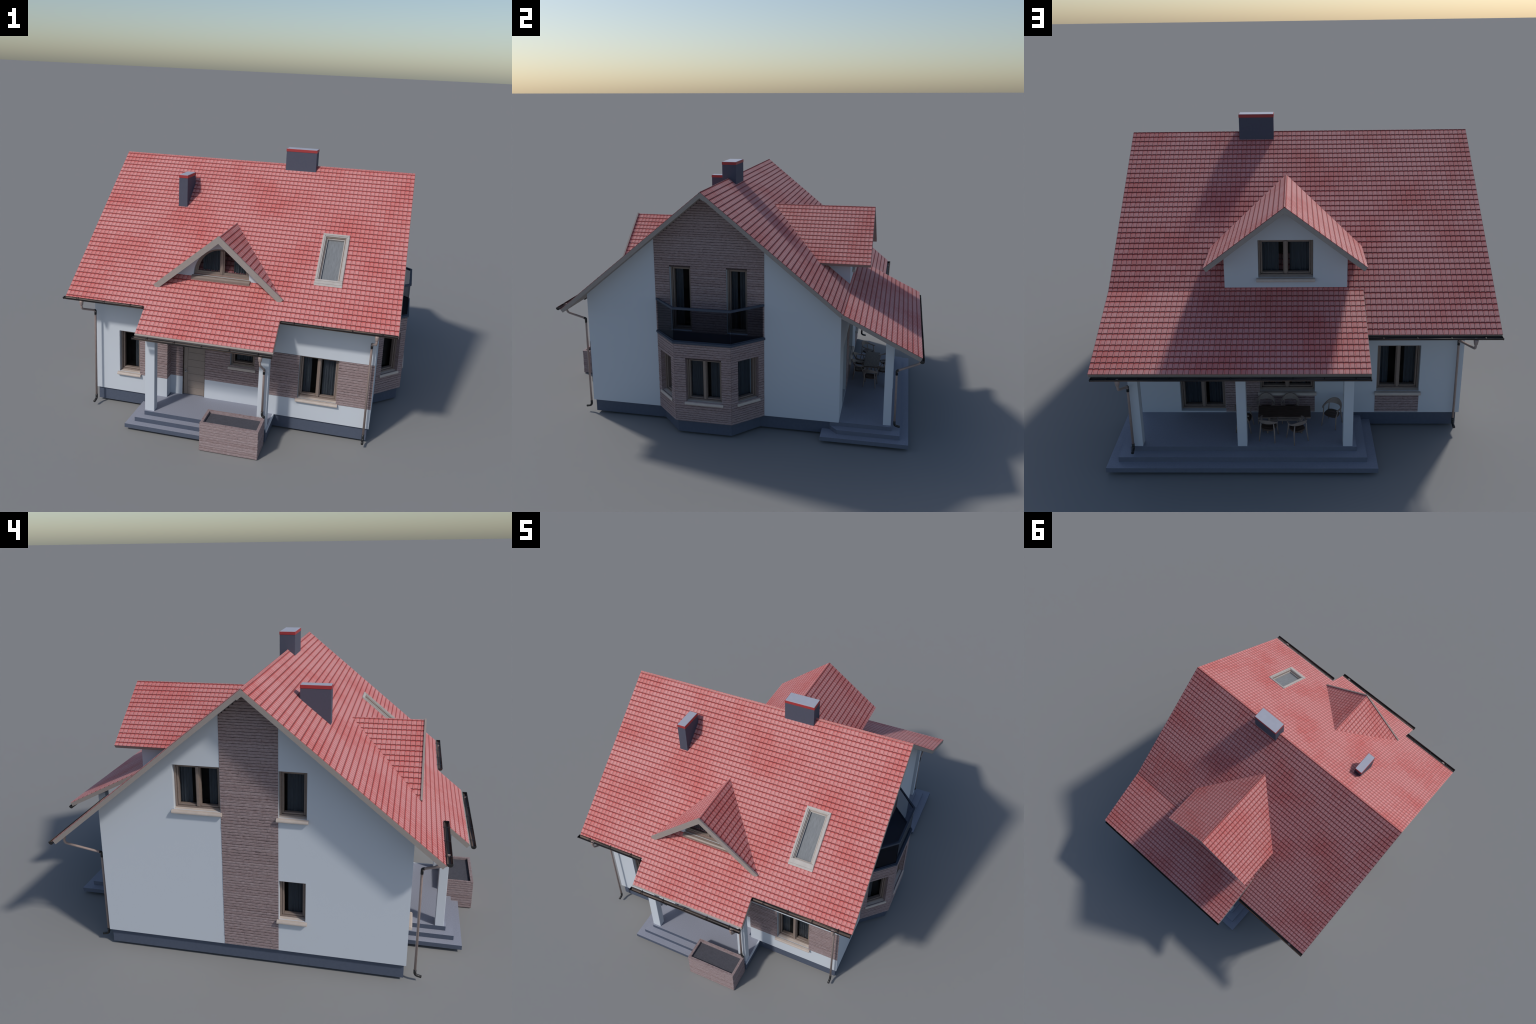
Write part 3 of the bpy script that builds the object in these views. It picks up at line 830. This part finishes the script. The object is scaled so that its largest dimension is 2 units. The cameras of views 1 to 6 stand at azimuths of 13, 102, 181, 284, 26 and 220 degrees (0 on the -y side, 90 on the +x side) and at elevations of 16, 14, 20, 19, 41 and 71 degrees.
def dormer(cx, ridge_z, half, pitch, y_face, y_back, sgn, clip, wall_y, wall_half, thick, flat_end, sunk=0.0):
    """gabled dormer; sgn=-1 looks to -y, +1 to +y"""
    # wall body under the roof
    drop_v = thick * math.hypot(1, pitch) * 0.6
    zb = 0.5 if sgn < 0 else 0.62
    zb = roof_z(wall_y) - 0.02
    pts = [(cx - wall_half, wall_y, zb), (cx + wall_half, wall_y, zb), (cx + wall_half, wall_y, ridge_z - drop_v - pitch * wall_half),
           (cx, wall_y, ridge_z - drop_v), (cx - wall_half, wall_y, ridge_z - drop_v - pitch * wall_half)]
    body = prism("dormer", pts, (0, -sgn * 0.36, 0), M_WALL, house)
    L = math.hypot(1, pitch)
    sink = Matrix.Translation((0, 0, -sunk))
    for side in (-1, 1):
        along = (0, 1, 0) if side * 1 > 0 else (0, -1, 0)
        M = plane_frame((cx, 0, ridge_z), along, (side, 0, -pitch))
        n = Vector((M[0][2], M[1][2], M[2][2]))
        M = Matrix.Translation(-n * SET) @ M
        sy = 1 if along[1] > 0 else -1
        ua, ub = sorted((y_face * sy, y_back * sy))
        vl = half * L
        if sy * sgn > 0:
            tu0, tu1 = ua, ub - 0.0012
        else:
            tu0, tu1 = ua + 0.0012, ub
        tile_sheet("roof_tiles", sink @ M, tu0 + (0.008 if sunk and sy * sgn < 0 else 0), tu1 - (0.008 if sunk and sy * sgn > 0 else 0), 0.0, vl, 0.0045, (ub if sy * sgn > 0 else ua), [clip], body)
        # deck clipped to the main roof
        bm = bmesh.new()
        add_prism(bm, [(ua, 0.0005, -0.0008), (ub, 0.0005, -0.0008), (ub, vl, -0.0008), (ua, vl, -0.0008)], (0, 0, -thick))
        if sunk:      # bargeboard at full height only along the front, deck behind it lower
            for v in bm.verts:
                if v.co.z > -0.005:
                    pass
            bm.clear()
            fa, fb = (ub - 0.0085, ub) if sy * sgn > 0 else (ua, ua + 0.0085)
            add_prism(bm, [(fa, -0.02, -0.0008), (fb, -0.02, -0.0008), (fb, vl, -0.0008), (fa, vl, -0.0008)], (0, 0, -thick))
            ra, rb = (ua, ub - 0.0087) if sy * sgn > 0 else (ua + 0.0087, ub)
            tz = -sunk / L - 0.0015
            add_prism(bm, [(ra, -0.02, tz), (rb, -0.02, tz), (rb, vl, tz), (ra, vl, tz)], (0, 0, -thick - tz - 0.0008))
        bmesh.ops.recalc_face_normals(bm, faces=bm.faces)
        inv = M.inverted()
        planes = [(clip[0] + Vector((0, 0, 0.001)), clip[1])]
        if flat_end is not None:
            planes.append((Vector((0, 0, flat_end)), Vector((0, 0, 1))))
        # mitre at the ridge
        planes.append((Vector((cx, 0, 0)), Vector((side, 0, 0))))
        for co, no in planes:
            g = bmesh.ops.bisect_plane(bm, geom=bm.verts[:] + bm.edges[:] + bm.faces[:], plane_co=inv @ co, plane_no=(inv.to_3x3() @ no).normalized(), clear_inner=True)
            ed = [e for e in g["geom_cut"] if isinstance(e, bmesh.types.BMEdge)]
            if ed:
                bmesh.ops.holes_fill(bm, edges=ed)
        link(to_mesh(bm, "dormer_deck"), "dormer_deck", M_TIMBER, body, M)
    return body

dorm_b = dormer(0.0362, 1.0535, 0.3255, 0.762, 0.7215, 0.10, 1, MAIN_R, DORM_B_Y, 0.2535, 0.0185, None)
dorm_f = dormer(-0.083, 0.9550, 0.3215, 0.852, -0.7225, -0.33, -1, MAIN_F, DORM_F_Y, 0.262, 0.0275, 0.661, 0.0095)
cut(dorm_b, [niche(DORMB["dormer_b"])])
build_window(DORMB["dormer_b"]).parent = dorm_b

# half-round dormer window
CX, R0, ZB = -0.083, 0.139, 0.732
bm = bmesh.new()
def arc(r, z=ZB, n=40, extra=()):
    return [(CX + r * math.cos(math.pi * i / n), z + r * math.sin(math.pi * i / n)) for i in range(n + 1)]
def half_disc(bm, r, y0, y1, z=ZB):
    add_prism(bm, [(x, y0, zz) for x, zz in arc(r, z)], (0, y1 - y0, 0))
bmc = bmesh.new()
half_disc(bmc, R0, DORM_F_Y - 0.05, DORM_F_Y + NICHE)
mec = to_mesh(bmc, "cutter"); oc = bpy.data.objects.new("cutter", mec); S.collection.objects.link(oc)
md = dorm_f.modifiers.new("cut", "BOOLEAN"); md.operation, md.object, md.solver = "DIFFERENCE", oc, "EXACT"
nm = bpy.data.meshes.new_from_object(dorm_f.evaluated_get(bpy.context.evaluated_depsgraph_get()))
dorm_f.modifiers.clear(); dorm_f.data = nm
bpy.data.objects.remove(oc); bpy.data.meshes.remove(mec)
def arch_ring(bm, r0, r1, y0, y1, zb0, zb1):
    """D-shaped ring: arch plus bottom rail"""
    n = 40
    O = [(CX + r0 * math.cos(math.pi * i / n), zb0 + math.sqrt(max(0, 1)) * r0 * math.sin(math.pi * i / n)) for i in range(n + 1)]
    t0 = math.asin((zb1 - zb0) / r1)
    I = [(CX + r1 * math.cos(t0 + (math.pi - 2 * t0) * i / n), zb0 + r1 * math.sin(t0 + (math.pi - 2 * t0) * i / n)) for i in range(n + 1)]
    for y_a, y_b in ((y0, y1),):
        A = [bm.verts.new((x, y_a, z)) for x, z in O]; Bv = [bm.verts.new((x, y_a, z)) for x, z in I]
        C = [bm.verts.new((x, y_b, z)) for x, z in O]; D = [bm.verts.new((x, y_b, z)) for x, z in I]
        N = n + 1
        for i in range(N):
            j = (i + 1) % N
            bm.faces.new((A[i], A[j], Bv[j], Bv[i])); bm.faces.new((C[j], C[i], D[i], D[j]))
            bm.faces.new((A[j], A[i], C[i], C[j])); bm.faces.new((Bv[i], Bv[j], D[j], D[i]))
bm = bmesh.new()
yo = DORM_F_Y + 0.014
arch_ring(bm, R0 - 0.0005, R0 - 0.010, yo, yo + 0.016, ZB + 0.0005, ZB + 0.010)
arched = link(to_mesh(bm, "arched_window"), "arched_window", M_FRAME, dorm_f)
bm = bmesh.new()
arch_ring(bm, R0 - 0.010, R0 - 0.0185, yo + 0.003, yo + 0.014, ZB + 0.009, ZB + 0.0185)
link(to_mesh(bm, "sash"), "sash", M_FRAME, arched)
box("meeting_stile", (CX - 0.012, yo + 0.0015, ZB + 0.009), (CX + 0.012, yo + 0.0145, ZB + R0 - 0.012), M_FRAME, arched, 0.0016)
box("meeting_stile", (CX - 0.005, yo - 0.003, ZB + 0.009), (CX + 0.005, yo + 0.003, ZB + R0 - 0.012), M_FRAME, arched, 0.0016)
bm = bmesh.new()
half_disc(bm, R0 - 0.016, yo + 0.009, yo + 0.0105, ZB + 0.012)
link(to_mesh(bm, "glass_pane"), "glass_pane", M_GLASS, arched)
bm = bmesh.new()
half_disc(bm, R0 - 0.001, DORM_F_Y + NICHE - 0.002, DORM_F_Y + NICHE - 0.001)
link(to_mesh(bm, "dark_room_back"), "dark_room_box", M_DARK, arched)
rng = random.Random(3)
def arc_curtain(xa, xb):
    bm = bmesh.new()
    n = int((xb - xa) / 0.0015)
    cols = []
    for i in range(n + 1):
        x = xa + (xb - xa) * i / n
        top = ZB + math.sqrt(max(1e-6, (R0 - 0.012) ** 2 - (x - CX) ** 2))
        k = x / 0.0075 * 2 * math.pi / 1.6
        dy = 0.0022 * math.sin(k) + 0.001 * math.sin(k * 0.43)
        cols.append((bm.verts.new((x, yo + 0.020 + dy, top)), bm.verts.new((x, yo + 0.020 + dy * 1.3, ZB + 0.004))))
    for (a, b), (c, e) in zip(cols, cols[1:]):
        bm.faces.new((a, b, e, c)).smooth = True
    link(to_mesh(bm, "curtain", False), "curtain", M_CURTAIN, arched)
arc_curtain(CX - 0.10, CX - 0.008)
arc_curtain(CX + 0.055, CX + 0.122)
bm = bmesh.new()
prof = [(yo - 0.0005, ZB + 0.003), (yo - 0.0005, ZB - 0.015), (DORM_F_Y - 0.018, ZB - 0.022), (DORM_F_Y - 0.018, ZB - 0.010), (DORM_F_Y - 0.012, ZB - 0.004)]
add_prism(bm, [(CX - R0 - 0.006, y, z) for y, z in prof], (2 * R0 + 0.012, 0, 0))
link(to_mesh(bm, "window_sill"), "window_sill", M_FRAME, arched)

# ---- roof window in the front slope
def v_of(y):
    return (RIDGE_Y - y) * LEN
sx0, sx1, sv0, sv1 = 0.363, 0.494, v_of(-0.396), v_of(-0.616)
bm = bmesh.new()
def ring(bm, u0, u1, v0, v1, w, z0, z1):
    for a, b in (((u0, v0, z0), (u1, v0 + w, z1)), ((u0, v1 - w, z0), (u1, v1, z1)), ((u0, v0 + w, z0), (u0 + w, v1 - w, z1)), ((u1 - w, v0 + w, z0), (u1, v1 - w, z1))):
        add_box(bm, a, b)
ring(bm, sx0, sx1, sv0, sv1, 0.0110, -0.006, 0.0070)
bmesh.ops.bevel(bm, geom=bm.edges[:], offset=0.0018, segments=2, affect="EDGES")
skyl = link(to_mesh(bm, "roof_window"), "roof_window", M_SKYFR, house, F_SLOPE)
for k, (i, zt) in enumerate(((0.0110, 0.0035), (0.0158, -0.0025), (0.0202, -0.0085))):
    bm = bmesh.new()
    ring(bm, sx0 + i, sx1 - i, sv0 + i, sv1 - i * 0.7, 0.0050, -0.030, zt)
    bmesh.ops.bevel(bm, geom=bm.edges[:], offset=0.0009, segments=1, affect="EDGES")
    link(to_mesh(bm, "sash"), "sash", M_SKYFR if k != 1 else M_FRAME, skyl, F_SLOPE)
i = 0.0245
box("glass_pane", (sx0 + i, sv0 + i, -0.030), (sx1 - i, sv1 - i * 0.7, -0.0200), M_SKYGL, skyl, 0, F_SLOPE)
box("flashing_apron", (sx0 - 0.0005, sv1 - 0.001, -0.002), (sx1 + 0.0005, sv1 + 0.0125, 0.0048), M_SKYFR, skyl, 0.001, F_SLOPE)
box("flashing_apron", (sx0 - 0.001, sv1 + 0.0125, -0.002), (sx1 + 0.001, sv1 + 0.0245, 0.0036), M_SKYFR, skyl, 0.001, F_SLOPE)

# ---- chimneys
def chimney(x0, x1, y0, y1, z1, band):
    zb = min(roof_z(y0), roof_z(y1)) - 0.03
    c = box("chimney", (x0, y0, zb), (x1, y1, z1 - 0.001), M_CHIM, house, 0.0006)
    g = 0.0012
    box("chimney_cap", (x0 - g, y0 - g, z1 - band), (x1 + g, y1 + g, z1), M_CAP, c, 0.0005)
    box("chimney_plate", (x0 + 0.0008, y0 + 0.0008, z1 - 0.002), (x1 - 0.0008, y1 - 0.0008, z1 + 0.0012), M_CAPTOP, c, 0.0005)
chimney(0.0965, 0.2595, -0.0855, -0.0095, 1.3045, 0.0145)
chimney(-0.4180, -0.3705, -0.3300, -0.1995, 1.1555, 0.0145)

# ------------------------------------------------------------------ gutters and downpipes
def gutter(x0, x1, yc, zc, r=0.0105):
    bm = bmesh.new()
    n = 14
    prof = [(-r * math.cos(math.pi * i / n), -r * math.sin(math.pi * i / n)) for i in range(n + 1)]
    ri = r - 0.0014
    inner = [(-ri * math.cos(math.pi * i / n), -ri * math.sin(math.pi * i / n)) for i in range(n + 1)][::-1]
    add_prism(bm, [(x0, yc + a, zc + b) for a, b in prof + inner], (x1 - x0, 0, 0))
    gt = link(to_mesh(bm, "gutter"), "gutter", M_GUTTER, house)
    for xe in (x0 - 0.0015, x1 - 0.0005):
        bm = bmesh.new()
        R_ = r + 0.0006
        add_prism(bm, [(xe, yc - R_ * math.cos(math.pi * i / n), zc - R_ * math.sin(math.pi * i / n) + (0.0012 if i in (0, n) else 0)) for i in range(n + 1)], (0.002, 0, 0))
        link(to_mesh(bm, "gutter_end"), "gutter_end", M_BLACK, gt)
    bm = bmesh.new()
    for sy in (-1, 1):
        add_tube(bm, [(x0, yc + sy * r, zc), (x1, yc + sy * r, zc)], 0.0014, 8)
    link(to_mesh(bm, "gutter_bead"), "gutter_bead", M_BLACK, gt)
    return gt

G_F = (-0.8255, 0.5970)
G_FR = (-0.8150, 0.6070)
G_P = (-0.9440, 0.4900)
G_R = (0.7875, 0.5325)
G_T = (0.9880, 0.4655)
g1 = gutter(-0.8205, PORCH_X0 - 0.003, *G_F)
g2 = gutter(PORCH_X1 + 0.004, 0.7700, *G_FR)
g3 = gutter(PORCH_X0 - 0.002, PORCH_X1 - 0.002, *G_P)
g4 = gutter(-0.8205, TERRACE_X0 - 0.003, *G_R)
g5 = gutter(TERRACE_X0 + 0.001, 0.7665, *G_T)

PR = 0.0052
def downpipe(g, top, elbow, foot, toe):
    """outlet funnel, swan neck to the wall, straight pipe, black shoe"""
    top, elbow, foot, toe = map(Vector, (top, elbow, foot, toe))
    neck = Vector((top.x, top.y, top.z - 0.046))
    path = fillet([top - Vector((0, 0, 0.016)), neck, elbow, foot], 0.014)
    p = tube("downpipe", path, PR, M_PIPE, g)
    bm = bmesh.new()
    add_tube(bm, [top - Vector((0, 0, 0.0035)), top - Vector((0, 0, 0.012)), top - Vector((0, 0, 0.026)), top - Vector((0, 0, 0.029))], lambda t: 0.0098 - 0.0042 * max(0, t - 0.3) / 0.7, 14)
    add_box(bm, (top.x - 0.0045, top.y - 0.005, top.z - 0.004), (top.x + 0.0045, top.y + 0.005, top.z - 0.0005))
    link(to_mesh(bm, "gutter_outlet"), "gutter_outlet", M_PIPE, p)
    d1 = (neck - elbow).normalized()
    tube("downpipe_elbow", fillet([elbow + d1 * 0.010, elbow, elbow - Vector((0, 0, 0.022))], 0.010), PR + 0.0008, M_BLACK, p)
    tube("downpipe_shoe", fillet([foot + Vector((0, 0, 0.004)), Vector((foot.x, foot.y, toe.z + 0.006)), toe], 0.018), PR + 0.0008, M_BLACK, p)
    return p
downpipe(g1, (-0.729, G_F[0], G_F[1] - 0.004), (-0.7030, -0.7325, 0.510), (-0.7045, -0.7335, 0.048), (-0.7050, -0.760, 0.022))
downpipe(g2, (0.682, G_FR[0], G_FR[1] - 0.004), (0.661, -0.7235, 0.521), (0.661, -0.7235, 0.054), (0.661, -0.752, 0.024))
downpipe(g3, (0.190, G_P[0], G_P[1] - 0.004), (0.1955, -0.868, 0.386), (0.1965, -0.868, 0.172), (0.2105, -0.872, 0.1475))
downpipe(g4, (-0.716, G_R[0], G_R[1] - 0.004), (-0.6920, 0.6270, 0.440), (-0.6935, 0.6270, 0.058), (-0.6945, 0.655, 0.030))
downpipe(g5, (0.6670, G_T[0] - 0.003, G_T[1] - 0.004), (0.6615, 0.8760, 0.366), (0.6620, 0.8760, 0.098), (0.6610, 0.902, 0.0735))
# small porch pipe lies outside the front of the pillar, so give gutters their hangers
for g, x0, x1, (yc, zc), sgn in ((g1, -0.82, PORCH_X0, G_F, 1), (g2, PORCH_X1, 0.77, G_FR, 1), (g3, PORCH_X0, PORCH_X1, G_P, 1), (g4, -0.82, TERRACE_X0, G_R, -1), (g5, TERRACE_X0, 0.765, G_T, -1)):
    n = max(2, int((x1 - x0) / 0.11))
    bm = bmesh.new()
    for i in range(n):
        x = x0 + (x1 - x0) * (i + 0.5) / n
        add_box(bm, (x - 0.0015, yc - 0.0115, zc - 0.0006), (x + 0.0015, yc + 0.0115 + (0.006 if sgn > 0 else 0), zc + 0.0008))
    link(to_mesh(bm, "gutter_bracket"), "gutter_bracket", M_BLACK, g, None, "stuff")

# ------------------------------------------------------------------ terrace furniture
FZ = FLOOR - 0.0006

def build_table():
    root = bpy.data.objects.new("dining_table", None)
    S.collection.objects.link(root)
    root.location = (0.0455, 0.733, FZ)
    root["label"] = "rectangular dark walnut dining table on trestle legs"
    root["category"] = "table"
    bpy.context.view_layer.update()
    M = Matrix.Translation(root.location)
    box("tabletop", (-0.110, -0.0425, 0.0805), (0.110, 0.0425, 0.0865), M_WOOD, root, 0.0008, M)
    box("tabletop_edge", (-0.1105, -0.0430, 0.0785), (0.1105, 0.0430, 0.0825), M_LEG, root, 0.0006, M)
    for sx in (-1, 1):
        for sy in (-1, 1):
            bm = bmesh.new()
            add_tube(bm, [(sx * 0.062, sy * 0.014, 0.079), (sx * 0.072, sy * 0.033, 0.0)], lambda t: 0.0045 - 0.0012 * t, 8)
            link(to_mesh(bm, "leg"), "leg", M_LEG, root, M)
        box("cross_rail", (sx * 0.062 - 0.004, -0.034, 0.072), (sx * 0.062 + 0.004, 0.034, 0.0788), M_LEG, root, 0.0006, M)
    box("stretcher", (-0.066, -0.004, 0.040), (0.066, 0.004, 0.049), M_LEG, root, 0.0006, M)

def chair_meshes():
    """chair with the back towards +y; floor at z=0"""
    out = {}
    bm = bmesh.new()                      # seat: dished rounded shield
    n = 28
    def outline(k):
        pts = []
        for i in range(n):
            a = 2 * math.pi * i / n
            cx_, sy_ = math.cos(a), math.sin(a)
            e = 0.75
            x = 0.031 * math.copysign(abs(cx_) ** e, cx_) * (1 - 0.10 * sy_)
            y = 0.0285 * math.copysign(abs(sy_) ** e, sy_)
            pts.append((x * k, y * k))
        return pts
    rings = []
    for k, z in ((0.96, 0.0505), (1.0, 0.0525), (1.0, 0.0560), (0.95, 0.0580), (0.6, 0.0562), (0.2, 0.0552)):
        rings.append([bm.verts.new((x, y, z + 0.10 * max(0, -y) * 0)) for x, y in outline(k)])
    for A, B_ in zip(rings, rings[1:]):
        for i in range(n):
            bm.faces.new((A[i], A[(i + 1) % n], B_[(i + 1) % n], B_[i])).smooth = True
    bm.faces.new(rings[0][::-1]); bm.faces.new(rings[-1])
    out["seat"] = (to_mesh(bm, "seat"), M_WOOD)
    bm = bmesh.new()                      # apron below the seat
    add_box(bm, (-0.022, -0.020, 0.0455), (0.022, 0.020, 0.0510))
    bmesh.ops.bevel(bm, geom=bm.edges[:], offset=0.0025, segments=2, affect="EDGES")
    out["seat_frame"] = (to_mesh(bm, "seat_frame"), M_LEG)
    bm = bmesh.new()                      # arm and back hoop: U-shaped band, tall at the back
    N = 36
    rows = []
    for i in range(N + 1):
        a = math.pi * (-0.16 + 1.32 * i / N)
        b = max(0.0, math.sin(a))
        x, y = 0.0375 * math.cos(a), 0.0335 * math.sin(a) + 0.002
        if math.sin(a) < 0:
            y = 0.002 + 0.055 * math.sin(a); x *= 1.0
        zc = 0.0855 + 0.0125 * b ** 1.4
        hh = 0.0026 + 0.0085 * b ** 2.2
        tt = 0.0030 - 0.0008 * b
        nrm = Vector((math.cos(a), math.sin(a), 0)).normalized()
        lean = 0.0035 * b
        ring_ = []
        for dn, dz in ((-tt, -hh), (tt, -hh), (tt + lean * 0.3, hh), (-tt + lean * 0.3, hh)):
            ring_.append(bm.verts.new((x + nrm.x * (dn + lean * dz / 0.01), y + nrm.y * (dn + lean * dz / 0.01), zc + dz)))
        rows.append(ring_)
    for A, B_ in zip(rows, rows[1:]):
        for k in range(4):
            bm.faces.new((A[k], A[(k + 1) % 4], B_[(k + 1) % 4], B_[k]))
    bm.faces.new(rows[0]); bm.faces.new(rows[-1][::-1])
    bmesh.ops.bevel(bm, geom=[e for e in bm.edges if e.calc_face_angle(0) > 0.9], offset=0.0009, segments=2, affect="EDGES")
    out["backrest"] = (to_mesh(bm, "backrest"), M_LEG)
    legs = []
    for sx in (-1, 1):
        for sy in (-1, 1):
            bm = bmesh.new()
            top = (sx * 0.0345, -0.013, 0.084) if sy < 0 else (sx * 0.0270, 0.0255, 0.086)
            mid = (sx * 0.0295, sy * 0.0235, 0.052)
            add_tube(bm, [(sx * 0.0335, sy * 0.0330, 0.0), mid, top], lambda t: 0.0021 + 0.0012 * math.sin(math.pi * t), 8)
            legs.append((to_mesh(bm, "leg"), M_LEG))
    out["leg"] = legs
    return out
CH = chair_meshes()
for me, mat in [CH["seat"], CH["seat_frame"], CH["backrest"]] + CH["leg"]:
    me.materials.append(mat)
def chair(x, y, back):
    """back = direction in which the backrest points"""
    root = bpy.data.objects.new("chair", None)
    S.collection.objects.link(root)
    ang = math.atan2(back[1], back[0]) - math.pi / 2
    M = Matrix.Translation((x, y, FZ)) @ Matrix.Rotation(ang, 4, "Z")
    root.matrix_world = M
    root["label"] = "wooden armchair with curved hoop back and splayed legs"
    root["category"] = "chair"
    for nm_ in ("seat", "seat_frame", "backrest"):
        link(CH[nm_][0], nm_, None, root, None).parent = root
    for me, _ in CH["leg"]:
        link(me, "leg", None, root, None).parent = root
build_table()
chair(0.1105, 0.7985, (0.20, 0.98))
chair(-0.0085, 0.8080, (-0.50, 0.86))
chair(-0.1580, 0.6990, (-0.50, -0.86))
chair(0.2150, 0.7330, (0.99, -0.12))
chair(0.1270, 0.6640, (0.03, -1))
chair(0.0220, 0.6640, (-0.04, -1))
